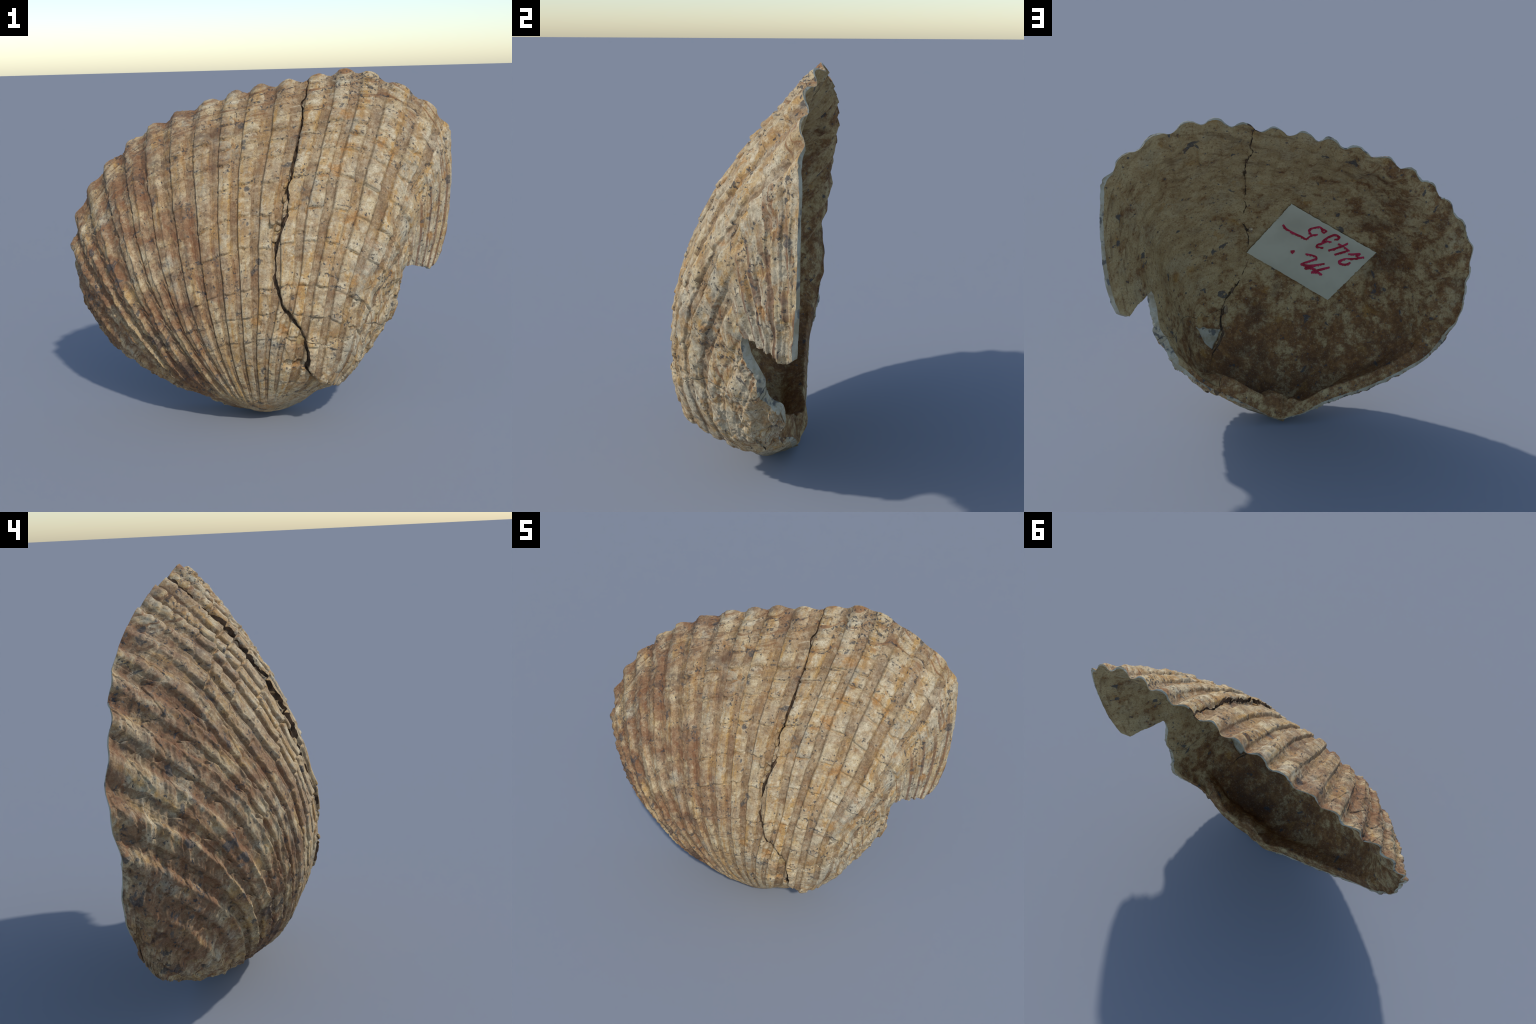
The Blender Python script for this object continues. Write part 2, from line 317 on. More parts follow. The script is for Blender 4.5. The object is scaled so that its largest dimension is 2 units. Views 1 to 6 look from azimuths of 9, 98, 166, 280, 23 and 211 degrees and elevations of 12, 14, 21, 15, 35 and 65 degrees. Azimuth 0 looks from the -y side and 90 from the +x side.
# muscle scar: a low step on the long side
scar = np.hypot((U - 1.6) / 1.5, (T - .68) / .10) + .12 * noise(INNER * 14, 111)
inner_relief += .010 * smooth(.85, 1.0, scar) * (1 - smooth(1.0, 1.6, scar)) - .006 * (1 - smooth(.7, .95, scar))
INNER = INNER + NORMAL * inner_relief[..., None]
CHIP = [(14.85, .398), (13.6, .368), (12.85, .345), (13.4, .318), (14.2, .306), (14.6, .355)]
INNER[..., 1] += .020 * on_plate * smooth(.32, .10, np.abs(BASE[..., 0] - .08))
chip = signed(CHIP, closed=True) + .01 * noise(INNER * 30, 121)
INNER = INNER + NORMAL * (.016 * smooth(.006, -.006, chip))[..., None]


gap = np.interp(T, [.26, .30, .36, .42, .50, .57, .62, .66, .72, .78, .84, .90, 1], [.003, .009, .011, .004, .0045, .004, .010, .011, .0045, .0055, .004, .002, .002])
gap = 1.7 * gap * (1 + .9 * noise(stack(0 * U, T * 34, .5), 141)) * smooth(15, 14, U) + .0012
# the crack is narrower on the inside
INNER += (PU / LU[..., None]) * (np.sign(D_CRACK) * .9 * gap * smooth(.04, .0, np.abs(D_CRACK)) * smooth(.36, .44, T))[..., None]


# ------------------------------------------------------------------- fragments
def link(obj, parent):
    bpy.context.scene.collection.objects.link(obj)
    obj.parent = parent
    return obj


def build_fragment(name, keep, beak, parent, materials, outer_wall=None, inner_wall=None):
    """Cut both walls where keep < 0, then close the rim with a broken face."""
    ids = np.arange(NU * NT).reshape(NU, NT)
    quads = np.stack([ids[:-1, :-1], ids[1:, :-1], ids[1:, 1:], ids[:-1, 1:]], -1).reshape(-1, 4)
    k = keep.reshape(-1)
    count = (k[quads] > 0).sum(1)
    whole, cut = quads[count == 4], quads[(count > 0) & (count < 4)]
    outer = (OUTER if outer_wall is None else outer_wall).reshape(-1, 3)
    inner = (INNER if inner_wall is None else inner_wall).reshape(-1, 3)
    used = np.zeros(NU * NT, bool)
    used[whole] = True
    used[cut[k[cut] > 0]] = True
    new = np.full(NU * NT, -1)
    new[used] = np.arange(used.sum())
    po, pi = [outer[used]], [inner[used]]
    crack = np.abs(D_CRACK).reshape(-1)
    tag = list(crack[used])
    total, crossing, extra = int(used.sum()), {}, []
    polys = []

    def cross(a, b):
        nonlocal total
        key = (min(a, b), max(a, b))
        if key not in crossing:
            f = k[key[0]] / (k[key[0]] - k[key[1]])
            f = min(max(f, .02), .98)
            extra.append((outer[key[0]] * (1 - f) + outer[key[1]] * f, inner[key[0]] * (1 - f) + inner[key[1]] * f))
            tag.append(crack[key[0]] * (1 - f) + crack[key[1]] * f)
            crossing[key] = total
            total += 1
        return crossing[key]

    for q in cut.tolist():
        loop = []
        for a, b in zip(q, q[1:] + q[:1]):
            if k[a] > 0:
                loop.append(int(new[a]))
            if (k[a] > 0) != (k[b] > 0):
                loop.append(cross(a, b))
        if len(loop) >= 3:
            polys.append((loop, q[0]))
    if extra:
        po.append(np.array([e[0] for e in extra]))
        pi.append(np.array([e[1] for e in extra]))
    whole_new = new[whole]
    tris = []
    if beak:
        po.append(BEAK[None] + np.array([[0, .01, -.004]]))
        pi.append(CAVITY[None])
        row = new[ids[:, 0]]
        tris = [(total, int(b), int(a)) for a, b in zip(row[:-1], row[1:]) if a >= 0 and b >= 0]
        tris.append((total, int(row[0]), int(row[-1])))                # behind the beak
        tag.append(9.0)
        total += 1
    po, pi = np.concatenate(po), np.concatenate(pi)
    # rim = edges used by one face only
    edges = {}
    whole_l = np.concatenate([whole_new[:, [0, 1]], whole_new[:, [1, 2]], whole_new[:, [2, 3]], whole_new[:, [3, 0]]])
    lo, hi = whole_l.min(1).astype(np.int64), whole_l.max(1).astype(np.int64)
    code = lo * total + hi
    uniq, first, cnt = np.unique(code, return_index=True, return_counts=True)
    for i in first[cnt == 1]:
        edges[int(code[i])] = tuple(int(v) for v in whole_l[i])
    for loop in [p for p, _ in polys] + [list(t) for t in tris]:
        for a, b in zip(loop, loop[1:] + loop[:1]):
            c = min(a, b) * total + max(a, b)
            if c in edges:
                del edges[c]
            else:
                edges[c] = (a, b)
    rim = list(edges.values())
    rim_ids = sorted({v for e in rim for v in e})
    rmap = {v: i for i, v in enumerate(rim_ids)}
    a, b = po[rim_ids], pi[rim_ids]
    rows = []
    steps = 5
    for s in range(steps + 1):
        f = s / steps
        p = a * (1 - f) + b * f
        if 0 < s < steps:
            p = p + .006 * np.stack([noise(p * 45, 200 + c) for c in range(3)], -1) * np.minimum(1, np.linalg.norm(b - a, axis=1, keepdims=True) / .04)
        rows.append(p)
    nr = len(rim_ids)
    verts = np.concatenate([po, pi] + rows)
    flip = np.array([[0, 3, 2, 1]])
    faces4 = [whole_new, whole_new[:, flip[0]] + total]
    # which wall, and on the outer wall: rib or groove
    gq = groove.reshape(-1)[whole].mean(1) * here.reshape(-1)[whole].mean(1)
    uq, tq = U.reshape(-1)[whole[:, 0]], T.reshape(-1)[whole[:, 0]]
    ragged = .16 * fbm(outer[whole[:, 0]] * 22, 301, 3)
    limit = np.interp(uq, [0, 6, 12], [.62, .60, .55])
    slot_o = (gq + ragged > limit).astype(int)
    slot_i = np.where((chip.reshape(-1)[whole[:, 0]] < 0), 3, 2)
    wall, wall_slot = [], []
    for s in range(steps):
        o0, o1 = 2 * total + s * nr, 2 * total + (s + 1) * nr
        wall += [(o0 + rmap[q], o0 + rmap[p], o1 + rmap[p], o1 + rmap[q]) for p, q in rim]
        wall_slot += [4 if tag[p] < .035 and tag[q] < .035 else 3 for p, q in rim]  # slot 4 gives the broken faces beside the crack the same dark brown as the strip inside it
    quads_all = np.concatenate(faces4 + [np.array(wall).reshape(-1, 4)])
    slots = np.concatenate([slot_o, slot_i, np.array(wall_slot)])
    other = [p for p, _ in polys] + [[v + total for v in reversed(p)] for p, _ in polys]
    other_slot = [0] * len(polys) + [2] * len(polys)
    other += [list(t) for t in tris] + [[v + total for v in reversed(t)] for t in tris]
    other_slot += [0] * len(tris) + [2] * len(tris)
    loops = np.concatenate([quads_all.reshape(-1), np.array([v for p in other for v in p], int)])
    sizes = np.concatenate([np.full(len(quads_all), 4), np.array([len(p) for p in other], int)])
    mesh = bpy.data.meshes.new(name)
    mesh.vertices.add(len(verts))
    mesh.vertices.foreach_set("co", (verts - BEAK).astype(np.float32).ravel())
    mesh.loops.add(len(loops))
    mesh.loops.foreach_set("vertex_index", loops.astype(np.int32))
    mesh.polygons.add(len(sizes))
    mesh.polygons.foreach_set("loop_start", np.concatenate([[0], np.cumsum(sizes)[:-1]]).astype(np.int32))
    mesh.polygons.foreach_set("loop_total", sizes.astype(np.int32))
    for m in materials:
        mesh.materials.append(m)
    mesh.polygons.foreach_set("material_index", np.minimum(np.concatenate([slots, other_slot]), len(materials) - 1).astype(np.int32))
    mesh.polygons.foreach_set("use_smooth", np.ones(len(sizes), bool))
    mesh.update(calc_edges=True)
    mesh.validate()
    obj = link(bpy.data.objects.new(name, mesh), parent)
    obj.location = BEAK
    return obj


# ------------------------------------------------------------------- materials
class Nodes:
    def __init__(self, name):
        self.mat = bpy.data.materials.new(name)
        self.mat.use_nodes = True
        self.tree = self.mat.node_tree
        self.tree.nodes.clear()

    def add(self, kind, **props):
        n = self.tree.nodes.new("ShaderNode" + kind)
        for k, v in props.items():
            setattr(n, k, v)
        return n

    def put(self, value, socket):
        if isinstance(value, bpy.types.NodeSocket):
            self.tree.links.new(value, socket)
        elif isinstance(value, (tuple, list)) and len(value) == 3 and socket.type == "RGBA":
            socket.default_value = (*value, 1)
        else:
            socket.default_value = value

    def math(self, op, *a, clamp=False):
        n = self.add("Math", operation=op, use_clamp=clamp)
        for s, v in zip(n.inputs, a):
            self.put(v, s)
        return n.outputs[0]

    def vec(self, x, y, z):
        n = self.add("CombineXYZ")
        for s, v in zip(n.inputs, (x, y, z)):
            self.put(v, s)
        return n.outputs[0]

    def noise(self, vector, scale, detail=4, rough=.55, distort=0, out="Fac"):
        n = self.add("TexNoise")
        self.put(vector, n.inputs["Vector"])
        for k, v in (("Scale", scale), ("Detail", detail), ("Roughness", rough), ("Distortion", distort)):
            n.inputs[k].default_value = v
        return n.outputs[out]

    def step(self, value, a, b, lo=0.0, hi=1.0):
        n = self.add("MapRange", interpolation_type="SMOOTHSTEP")
        for k, v in (("Value", value), ("From Min", a), ("From Max", b), ("To Min", lo), ("To Max", hi)):
            self.put(v, n.inputs[k])
        return n.outputs[0]

    def mix(self, fac, a, b, blend="MIX"):
        n = self.add("Mix", data_type="RGBA", blend_type=blend)
        self.put(fac, n.inputs[0])
        self.put(a, n.inputs[6])
        self.put(b, n.inputs[7])
        return n.outputs[2]

    def poly(self, terms, feats):
        """Sum of coefficient * products of powers of the features."""
        powers, total = {}, None
        for exps, c in terms:
            prod = None
            for i, e in enumerate(exps):
                for _ in range(e):
                    pass
                if e:
                    if (i, e) not in powers:
                        p = feats[i]
                        for _ in range(e - 1):
                            p = self.math("MULTIPLY", p, feats[i])
                        powers[(i, e)] = p
                    prod = powers[(i, e)] if prod is None else self.math("MULTIPLY", prod, powers[(i, e)])
            total = (float(c) if prod is None else self.math("MULTIPLY", prod, float(c))) if total is None else (
                self.math("ADD", total, float(c)) if prod is None else self.math("MULTIPLY_ADD", prod, float(c), total))
        return total

    def finish(self, color, rough, bump, distance, strength=.6, spec=.25):
        b = self.add("BsdfPrincipled")
        self.put(color, b.inputs["Base Color"])
        self.put(rough, b.inputs["Roughness"])
        b.inputs["Specular IOR Level"].default_value = spec
        if bump is not None:
            n = self.add("Bump")
            n.inputs["Strength"].default_value = strength
            n.inputs["Distance"].default_value = distance
            self.put(bump, n.inputs["Height"])
            self.tree.links.new(n.outputs[0], b.inputs["Normal"])
        o = self.add("OutputMaterial")
        self.tree.links.new(b.outputs[0], o.inputs["Surface"])
        return self.mat


def polynomial_fit(target, feats, degree):
    """Least squares: how rib number or growth follows from direction and distance."""
    d = degree + 1
    exps = [(i, j, k) for i in range(d) for j in range(d - i) for k in range(d - i - j)]
    x = np.stack([feats[0] ** i * feats[1] ** j * feats[2] ** k for i, j, k in exps], -1)
    c = np.linalg.lstsq(x, target, rcond=None)[0]
    return list(zip(exps, c))


sel = (slice(None, None, 9), slice(40, None, 9))
rel = BASE[sel] - BEAK
dist = np.linalg.norm(rel, axis=-1)
azim, lean = np.arctan2(rel[..., 0], rel[..., 2]), rel[..., 1] / dist
GROWTH_FIT = polynomial_fit(T[sel].ravel(), ((rel[..., 0] / dist).ravel(), (rel[..., 2] / dist).ravel(), dist.ravel()), 4)
RIB_FIT = polynomial_fit(np.clip(U[sel], -4, 19).ravel(), (azim.ravel(), lean.ravel(), dist.ravel()), 4)


def shell_coordinates(n):
    """Object position, and from it approximate rib number and share of growth."""
    p = n.add("TexCoord").outputs["Object"]
    s = n.add("SeparateXYZ")
    n.put(p, s.inputs[0])
    x, y, z = s.outputs
    length = n.add("VectorMath", operation="LENGTH")
    n.put(p, length.inputs[0])
    d = length.outputs["Value"]
    az = n.math("ARCTAN2", x, z)
    ln = n.math("DIVIDE", y, n.math("MAXIMUM", d, .02))
    dd = n.math("MAXIMUM", d, .02)
    growth = n.poly(GROWTH_FIT, (n.math("DIVIDE", x, dd), n.math("DIVIDE", z, dd), d))
    number = n.poly(RIB_FIT, (az, ln, d))
    return p, x, y, z, number, growth


CREAM, TAN, OCHRE = (.585, .455, .260), (.420, .285, .145), (.520, .300, .090)
PALE, GREY, INK = (.68, .585, .405), (.345, .325, .255), (.042, .046, .052)
RUST, UMBER, PLUM = (.215, .098, .044), (.105, .050, .024), (.060, .034, .030)


def outer_material(name, in_groove):
    n = Nodes(name)
    p, x, y, z, number, growth = shell_coordinates(n)
    lines = n.noise(n.vec(n.math("MULTIPLY", number, .55), n.math("MULTIPLY", growth, 66), 0), 1.3, 4, .6)
    streak = n.noise(n.vec(n.math("MULTIPLY", number, 3.4), n.math("MULTIPLY", growth, 5), 2), 1, 5, .65)
    big = n.noise(p, 3.2, 4, .6)
    mid = n.noise(p, 9, 6, .66, .3)
    fine = n.noise(p, 34, 6, .70)
    grain = n.noise(p, 140, 4, .75)
    dirt = n.noise(p, 20, 8, .76, .2)
    # the long end is rusty, the rest ochre and cream
    west = n.step(n.math("ADD", number, n.math("MULTIPLY_ADD", big, 12, -6)), 11.5, 4.0)
    color = n.mix(n.step(mid, .36, .62), CREAM, TAN)
    color = n.mix(n.step(streak, .46, .62, 0, .85), color, OCHRE)
    color = n.mix(n.math("MULTIPLY", n.step(fine, .50, .64, 0, .70), n.math("MULTIPLY_ADD", west, -.6, 1)), color, PALE)
    color = n.mix(n.step(n.noise(p, 7, 5, .65, .2), .55, .66, 0, .65), color, GREY)
    east = n.step(number, 12.0, 15.5)
    color = n.mix(n.math("MULTIPLY", n.step(n.noise(p, 8, 6, .7, .3), .50, .60), n.math("MULTIPLY_ADD", east, -.25, .62)), color, n.mix(n.step(fine, .42, .60), (.300, .180, .080), (.420, .255, .110)))
    color = n.mix(n.math("MULTIPLY", n.step(n.noise(p, 6.3, 6, .7, .2), .47, .58), n.math("MULTIPLY_ADD", east, .45, .30)), color, n.mix(n.step(fine, .42, .6), (.50, .44, .315), PALE))
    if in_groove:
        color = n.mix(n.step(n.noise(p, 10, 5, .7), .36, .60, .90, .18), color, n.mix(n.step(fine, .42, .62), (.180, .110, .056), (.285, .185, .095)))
    # growth lines
    lamella = n.math("MAXIMUM", n.step(growth, .84, .95), n.math("MAXIMUM", n.step(number, 2.2, -.5), n.step(number, 15.4, 16.8)))
    lamella = n.math("MAXIMUM", lamella, .40)
    color = n.mix(n.math("MULTIPLY", n.step(lines, .53, .66, 0, .85), lamella), color, n.mix(west, (.27, .125, .05), UMBER))
    color = n.mix(n.math("MULTIPLY", n.step(lines, .46, .32, 0, .55), lamella), color, PALE)
    # rusty furrows of the hanging tab
    stripe = n.math("SINE", n.math("MULTIPLY_ADD", growth, 2 * math.pi * 21, n.math("MULTIPLY_ADD", mid, 1.6, -.8)))
    tab = n.math("MULTIPLY", n.step(number, 15.9, 17.0), n.step(growth, .74, .80))
    color = n.mix(n.math("MULTIPLY", n.math("MULTIPLY", n.step(stripe, .25, .95), tab), n.step(streak, .3, .5, .35, .85)), color, (.20, .10, .055))
    # rust
    patches = n.noise(p, 5.5, 6, .72, .4)
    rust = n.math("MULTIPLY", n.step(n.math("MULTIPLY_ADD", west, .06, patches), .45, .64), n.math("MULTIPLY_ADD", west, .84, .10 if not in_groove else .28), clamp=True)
    color = n.mix(rust, color, n.mix(n.step(fine, .42, .60), RUST, (.30, .170, .085)))
    color = n.mix(n.math("MULTIPLY", n.step(n.noise(p, 4.1, 5, .65, .3), .57, .68, 0, .85), west), color, PLUM)
    color = n.mix(n.math("MULTIPLY", n.step(n.noise(p, 10, 5, .62), .57, .68, 0, .7), n.step(west, .7, .2)), color, (.47, .225, .055))
    # grime, worst where the long end is
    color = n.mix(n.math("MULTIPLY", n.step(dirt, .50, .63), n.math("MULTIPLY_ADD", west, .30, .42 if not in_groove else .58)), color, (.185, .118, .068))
    # mineral specks, thickest along the growth rings
    ring, line = None, None
    for r in RINGS:
        off = n.math("ABSOLUTE", n.math("SUBTRACT", n.math("MULTIPLY_ADD", fine, .012, n.math("SUBTRACT", growth, .006)), r))
        band, thin = n.step(off, .016, .0), n.step(off, .0020, .0006)
        ring = band if ring is None else n.math("MAXIMUM", ring, band)
        line = thin if line is None else n.math("MAXIMUM", line, thin)
    speck = n.noise(p, 62, 5, .62, .3)
    level = n.math("SUBTRACT", n.math("MULTIPLY_ADD", west, .012, .642), n.math("MULTIPLY", ring, .055))
    level = n.math("SUBTRACT", level, n.step(n.noise(p, 5.2, 3, .5), .50, .72, 0, .065))
    dark = n.step(n.math("SUBTRACT", speck, level), .0, .03)
    blot = n.step(n.math("ADD", n.noise(p, 11, 3, .45, .3), n.math("MULTIPLY_ADD", west, .025, n.math("MULTIPLY_ADD", fine, .22, -.11))), .668, .715)
    dark = n.math("MAXIMUM", dark, n.math("MULTIPLY", blot, n.step(grain, .35, .55, .55, 1)))
    dark = n.math("MAXIMUM", dark, n.math("MULTIPLY", line, n.step(n.noise(p, 13, 3, .6), .52, .66)))
    color = n.mix(n.math("MULTIPLY", dark, .88), color, n.mix(n.step(fine, .4, .6), INK, (.095, .090, .084)))
    color = n.mix(n.step(grain, .52, .66, 0, .62), color, (.15, .100, .06))
    color = n.mix(n.step(grain, .44, .30, 0, .25), color, (.70, .60, .42))
    # bare grey beak
    beak = n.step(n.math("ADD", growth, n.math("MULTIPLY_ADD", big, .2, -.1)), .21, .09, 0, .7)
    color = n.mix(beak, color, n.mix(n.step(mid, .4, .6), (.34, .305, .22), (.22, .18, .115)))
    bump = n.math("ADD", n.math("MULTIPLY", fine, .7), n.math("ADD", n.math("MULTIPLY", grain, .25), n.math("MULTIPLY", n.math("MULTIPLY", lines, lamella), .8)))
    bump = n.math("SUBTRACT", bump, n.math("MULTIPLY", dark, .25))
    return n.finish(color, n.step(fine, .3, .7, .62, .85), bump, .007, .8)


def inner_material():
    n = Nodes("inner_shell")
    p, x, y, z, number, growth = shell_coordinates(n)
    big = n.noise(p, 2.6, 4, .6)
    mid = n.noise(p, 10, 6, .68, .3)
    fine = n.noise(p, 34, 5, .68)
    grain = n.noise(p, 120, 3, .7)
    lines = n.noise(n.vec(n.math("MULTIPLY", number, .7), n.math("MULTIPLY", growth, 38), 0), 1.2, 4, .6)
    color = n.mix(n.step(mid, .35, .65), (.480, .350, .170), (.350, .230, .100))
    color = n.mix(n.step(n.noise(p, 7, 5, .6), .50, .66, 0, .35), color, (.40, .33, .20))
    color = n.mix(n.math("MULTIPLY", n.step(lines, .52, .66, 0, .6), n.step(growth, .70, .92, .45, 1)), color, (.17, .095, .04))
    # rust gathers in the floor of the hollow and on the long side; the short side and the rim stay pale
    low = n.math("MAXIMUM", n.step(n.math("ADD", z, n.math("MULTIPLY", x, .25)), 1.05, .10), n.math("MULTIPLY", n.step(x, -.1, -.7), .6))
    low = n.math("ADD", low, n.math("MULTIPLY_ADD", n.noise(p, 3.0, 5, .65), 1.7, -.85))
    speckle = n.noise(p, 24, 8, .76, .2)
    where = n.math("ADD", n.math("MULTIPLY", mid, .5), n.math("MULTIPLY", speckle, .5))
    rust = n.step(n.math("ADD", where, n.math("MULTIPLY", low, .14)), .520, .650)
    tone = n.mix(n.step(fine, .42, .62), (.135, .050, .018), (.25, .115, .038))
    color = n.mix(n.math("MULTIPLY", rust, .85), color, tone)
    color = n.mix(n.math("MULTIPLY", n.step(n.noise(p, 3.3, 4, .6), .52, .66, 0, .6), n.step(low, .2, .8)), color, (.075, .034, .018))
    color = n.mix(n.step(n.noise(p, 9, 5, .6), .60, .70, 0, .55), color, (.38, .20, .05))
    color = n.mix(n.step(n.math("ADD", n.noise(p, 13, 3, .5, .3), n.math("MULTIPLY_ADD", fine, .1, -.05)), .66, .70, 0, .85), color, (.06, .065, .07))
    color = n.mix(n.step(n.noise(p, 48, 3, .5), .66, .70, 0, .85), color, (.07, .07, .075))
    color = n.mix(n.step(grain, .52, .72, 0, .45), color, (.14, .085, .05))
    color = n.mix(n.step(grain, .44, .30, 0, .3), color, (.60, .52, .36))
    color = n.mix(n.step(n.noise(p, 60, 5, .7), .52, .66, 0, .55), color, (.20, .095, .035))
    bump = n.math("ADD", fine, n.math("MULTIPLY", grain, .3))
    return n.finish(color, .8, bump, .005, .6, .15)


def broken_material():
    n = Nodes("broken_shell")
    p = n.add("TexCoord").outputs["Object"]
    mid, fine = n.noise(p, 14, 4, .6), n.noise(p, 60, 4, .6)
    color = n.mix(n.step(mid, .38, .62), (.50, .46, .35), (.38, .32, .21))
    color = n.mix(n.step(n.noise(p, 20, 3, .5), .58, .66, 0, .8), color, (.085, .09, .095))
    color = n.mix(n.step(fine, .55, .75, 0, .5), color, (.27, .17, .08))
    return n.finish(color, .75, fine, .006, .6, .2)


def dark_crack_material():
    n = Nodes("dark_crack_strip")
    p = n.add("TexCoord").outputs["Object"]
    mid, fine = n.noise(p, 22, 4, .6), n.noise(p, 80, 4, .6)
    color = n.mix(n.step(mid, .38, .62), (.055, .038, .026), (.16, .10, .06))
    color = n.mix(n.step(fine, .55, .75, 0, .5), color, (.25, .19, .12))
    return n.finish(color, .9, fine, .006, .8, .1)


def paper_material():
    n = Nodes("label_paper")
    p = n.add("TexCoord").outputs["Object"]
    big, fibre = n.noise(p, 6, 3, .5), n.noise(p, 90, 4, .7)
    color = n.mix(n.step(big, .35, .65), (.585, .55, .405), (.525, .49, .355))
    color = n.mix(n.step(fibre, .5, .75, 0, .25), color, (.48, .46, .38))
    return n.finish(color, .9, fibre, .001, .4, .1)


def ink_material():
    n = Nodes("red_ink")
    p = n.add("TexCoord").outputs["Object"]
    color = n.mix(n.step(n.noise(p, 25, 3, .5), .4, .6), (.50, .022, .07), (.36, .012, .030))
    return n.finish(color, .6, None, 0)


# --------------------------------------------------------------------- assembly
shell = bpy.data.objects.new("fossil_shell", None)
bpy.context.scene.collection.objects.link(shell)
shell["label"] = "cracked ribbed fossil clam valve, tan and rust, with paper label"
shell["category"] = "fossil shell"

walls = [outer_material("shell_rib", False), outer_material("shell_groove", True), inner_material(), broken_material(), dark_crack_material()]
jag = .0050 * noise(BASE * 34, 131) + .0085 * noise(BASE * 14, 133) + .0022 * noise(BASE * 90, 134)
edge = D_NOTCH - .004 + .4 * jag
large = build_fragment("large_shell_fragment", np.minimum(D_CRACK + jag - 1.2 * gap, edge), True, shell, walls)
upper = build_fragment("side_shell_fragment", np.minimum.reduce([-D_CRACK - jag - .4 * gap, -D_SEAM - .5 * jag - .0011, edge]), False, shell, walls)
hinge_piece = build_fragment("hinge_shell_fragment", np.minimum.reduce([-D_CRACK - jag - .4 * gap, D_SEAM + .5 * jag - .0011, edge]), False, shell, walls)

filling = build_fragment("dark_crack_strip", np.minimum(.032 - np.abs(D_CRACK + jag), edge - .006), False, shell, [walls[4]],  # dark strip set inside the crack; closes the see-through gap between the fragments
                         OUTER + (INNER - OUTER) * .42, OUTER + (INNER - OUTER) * .88)


def shell_flake(name, u, t, size, turn, proud):
    """A loose chip of shell resting in the crack."""
    i, j = np.abs(US - u).argmin(), np.abs(TS - t).argmin()
    n, a, b = NORMAL[i, j], PU[i, j] / LU[i, j], PT[i, j] / LT[i, j]
    a, b = a * math.cos(turn) + b * math.sin(turn), b * math.cos(turn) - a * math.sin(turn)
    verts, faces, rings, seg = [], [], 9, 20
    for r in range(rings + 1):
        th = math.pi * r / rings
        for s in range(seg):
            ph = 2 * math.pi * s / seg
            q = np.array([math.sin(th) * math.cos(ph), math.sin(th) * math.sin(ph), math.cos(th)])
            q = np.sign(q) * np.abs(q) ** .7
            q = q * (1 + .28 * noise(q * 1.7 + u * 5 + t * 31, 151))
            verts.append(tuple(OUTER[i, j] + a * q[0] * size[0] + b * q[1] * size[1] + n * (q[2] * size[2] + proud) - BEAK))
    for r in range(rings):
        for s in range(seg):
            faces.append((r * seg + s, (r + 1) * seg + s, (r + 1) * seg + (s + 1) % seg, r * seg + (s + 1) % seg))
    mesh = bpy.data.meshes.new(name)
    mesh.from_pydata(verts, [], faces)
    mesh.materials.append(walls[0])
    mesh.polygons.foreach_set("use_smooth", [True] * len(faces))
    mesh.update()
    o = link(bpy.data.objects.new(name, mesh), shell)
    o.location = BEAK
    return o


for spec in ((10.28, .655, (.013, .030, .010), .25, .009), (10.45, .640, (.012, .016, .009), .7, .009), (10.42, .615, (.014, .018, .010), -.4, .010),
             (10.62, .700, (.008, .020, .007), .2, .006), (10.58, .728, (.007, .016, .006), -.2, .005), (12.3, .345, (.014, .007, .006), .3, .006)):
    shell_flake("shell_flake", *spec)

# ------------------------------------------------------------------ paper label
CORNERS = dict(top=(-.040, -.105, 1.192), right=(-.555, -.122, .884), left=(.165, -.254, .863), foot=(-.320, -.210, .563))
TO_VIEWER = np.array([.26, .90, .35])
TO_VIEWER /= np.linalg.norm(TO_VIEWER)
inner_tree = BVHTree.FromPolygons([tuple(v) for v in INNER[::6, ::6].reshape(-1, 3)],
                                  [(i * w + j, (i + 1) * w + j, (i + 1) * w + j + 1, i * w + j + 1)
                                   for w in (INNER[::6, ::6].shape[1],) for i in range(INNER[::6, ::6].shape[0] - 1) for j in range(w - 1)])
top, rgt, lft, foot = (np.array(CORNERS[k]) for k in ("top", "right", "left", "foot"))


def flat(u, v):
    return top * (1 - u) * (1 - v) + rgt * u * (1 - v) + lft * (1 - u) * v + foot * u * v


NL = 34
lift = np.zeros((NL + 1, NL + 1))
for i in range(NL + 1):
    for j in range(NL + 1):
        q = flat(i / NL, j / NL)
        hit = inner_tree.ray_cast(Vector(q + TO_VIEWER * .35), Vector(-TO_VIEWER))
        lift[i, j] = (.35 - hit[3]) if hit[0] is not None else 0
raw = lift.copy()
for _ in range(14):                                                   # paper bends smoothly
    pad = np.pad(lift, 1, mode="edge")
    lift = (pad[:-2, 1:-1] + pad[2:, 1:-1] + pad[1:-1, :-2] + pad[1:-1, 2:]) / 4
lift += np.percentile(raw - lift, 98.5) + .009


def on_label(u, v, above=0.0):
    a, b = np.clip(u * NL, 0, NL - 1e-6), np.clip(v * NL, 0, NL - 1e-6)
    i, j = int(a), int(b)
    a, b = a - i, b - j
    h = lift[i, j] * (1 - a) * (1 - b) + lift[i + 1, j] * a * (1 - b) + lift[i, j + 1] * (1 - a) * b + lift[i + 1, j + 1] * a * b
    return flat(u, v) + TO_VIEWER * (h + above)


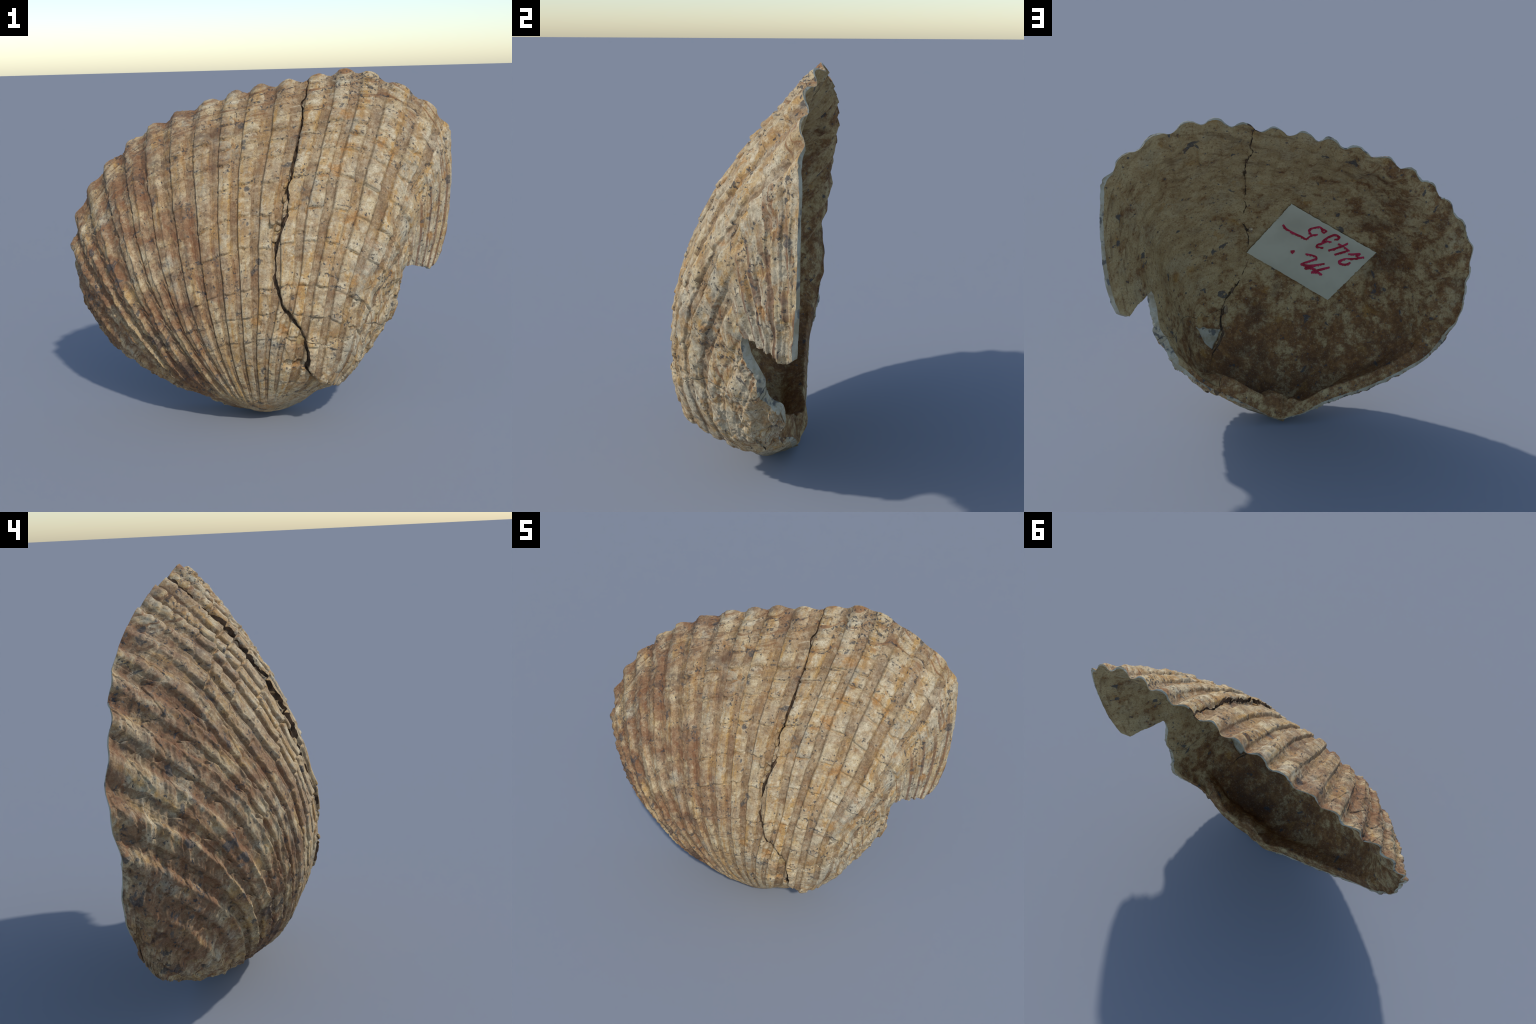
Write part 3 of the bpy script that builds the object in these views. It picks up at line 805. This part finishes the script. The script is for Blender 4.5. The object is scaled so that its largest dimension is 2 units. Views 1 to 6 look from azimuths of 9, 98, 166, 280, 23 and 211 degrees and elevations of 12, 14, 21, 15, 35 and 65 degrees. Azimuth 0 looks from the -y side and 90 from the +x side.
def thin_sheet(name, parent, material, thickness):
    n = 48
    rag = np.random.default_rng(4)
    verts, faces = [], []
    for side in (0, 1):
        for i in range(n + 1):
            for j in range(n + 1):
                u, v = i / n, j / n
                e = .004
                if i in (0, n):
                    u += e * rag.normal() * .6
                if j in (0, n):
                    v += e * rag.normal() * .6
                if side and (i in (0, n) or j in (0, n)):
                    u, v = verts_uv[(i, j)]
                elif not side:
                    if i == 0 and j == 0:
                        verts_uv = {}
                    verts_uv[(i, j)] = (u, v)
                verts.append(tuple(on_label(u, v, -side * thickness) - BEAK))
    w, m = n + 1, (n + 1) ** 2
    for i in range(n):
        for j in range(n):
            a = i * w + j
            faces.append((a, a + 1, a + w + 1, a + w))
            faces.append((m + a, m + a + w, m + a + w + 1, m + a + 1))
    ring = [i * w for i in range(n)] + [n * w + j for j in range(n)] + [i * w + n for i in range(n, 0, -1)] + [j for j in range(n, 0, -1)]
    for a, b in zip(ring, ring[1:] + ring[:1]):
        faces.append((a, b, m + b, m + a))
    mesh = bpy.data.meshes.new(name)
    mesh.from_pydata(verts, [], faces)
    mesh.materials.append(material)
    mesh.update()
    obj = link(bpy.data.objects.new(name, mesh), parent)
    obj.location = BEAK
    return obj


label = thin_sheet("paper_label", shell, paper_material(), .004)

WRITING = {
    'numeral_five': [[(0.080, 0.331), (0.126, 0.359), (0.187, 0.358), (0.245, 0.353), (0.300, 0.342), (0.356, 0.347), (0.362, 0.288), (0.366, 0.247), (0.411, 0.194)], [(0.363, 0.242), (0.328, 0.225), (0.306, 0.179), (0.332, 0.131), (0.366, 0.075), (0.404, 0.081), (0.425, 0.127), (0.453, 0.114), (0.440, 0.075), (0.407, 0.086)]],
    'numeral_three': [[(0.574, 0.135), (0.601, 0.100), (0.580, 0.054), (0.539, 0.065), (0.510, 0.139), (0.498, 0.218), (0.506, 0.271)], [(0.573, 0.188), (0.523, 0.216), (0.508, 0.276), (0.483, 0.324), (0.493, 0.359), (0.524, 0.351), (0.552, 0.323)]],
    'numeral_four': [[(0.610, 0.325), (0.649, 0.247), (0.689, 0.147), (0.706, 0.084)], [(0.639, 0.159), (0.694, 0.156), (0.771, 0.169), (0.729, 0.249), (0.690, 0.335)]],
    'numeral_two': [[(0.793, 0.223), (0.842, 0.172), (0.881, 0.125), (0.875, 0.184), (0.905, 0.191), (0.944, 0.137), (0.878, 0.235), (0.806, 0.308), (0.783, 0.361), (0.792, 0.399), (0.825, 0.404), (0.861, 0.374), (0.878, 0.319)]],
    'letter_m': [[(0.462, 0.548), (0.511, 0.517), (0.563, 0.501), (0.585, 0.517), (0.554, 0.596), (0.519, 0.677), (0.502, 0.726), (0.575, 0.682), (0.637, 0.603), (0.685, 0.531)], [(0.637, 0.603), (0.586, 0.702), (0.562, 0.754), (0.611, 0.699), (0.662, 0.679)], [(0.752, 0.540), (0.704, 0.628), (0.661, 0.710), (0.650, 0.761), (0.698, 0.696), (0.756, 0.706)]],
    'full_stop': [[(0.325, 0.628), (0.353, 0.590)]],
}


def pen_stroke(verts, faces, line, width, rag):
    """A low flattened bead of ink that follows the paper."""
    pts = np.array(line, float)
    seg = np.concatenate([[0], np.cumsum(np.linalg.norm(np.diff(pts, axis=0), axis=1))])
    s = np.linspace(0, seg[-1], max(6, int(seg[-1] / .010)))
    q = np.stack([np.interp(s, seg, pts[:, k]) for k in (0, 1)], -1)
    for _ in range(2):
        q[1:-1] = .5 * q[1:-1] + .25 * (q[:-2] + q[2:])
    p = np.array([on_label(u, v, .0005) for u, v in q])
    tan = np.gradient(p, axis=0)
    tan /= np.linalg.norm(tan, axis=1, keepdims=True) + 1e-9
    acr = np.cross(tan, TO_VIEWER)
    acr /= np.linalg.norm(acr, axis=1, keepdims=True) + 1e-9
    k = len(verts)
    for i in range(len(p)):
        w = width * (1 + .22 * rag.normal()) * (.75 if i in (0, len(p) - 1) else 1)
        for f, h in ((-1, -.001), (-.8, .0012), (0, .0018), (.8, .0012), (1, -.001)):
            verts.append(tuple(p[i] + acr[i] * w * f + TO_VIEWER * h - BEAK))
    for i in range(len(p) - 1):
        for j in range(4):
            a = k + i * 5 + j
            faces.append((a, a + 5, a + 6, a + 1))
    for base in (k, k + (len(p) - 1) * 5):
        faces.append(tuple(base + j for j in range(5)))


ink, rag = ink_material(), np.random.default_rng(9)
for name, lines in WRITING.items():
    v, f = [], []
    for line in lines:
        pen_stroke(v, f, line, .0095 if name != 'full_stop' else .013, rag)
    mesh = bpy.data.meshes.new(name)
    mesh.from_pydata(v, [], f)
    mesh.materials.append(ink)
    mesh.update()
    o = bpy.data.objects.new(name, mesh)
    link(o, label)                                                    # label's origin is the beak as well
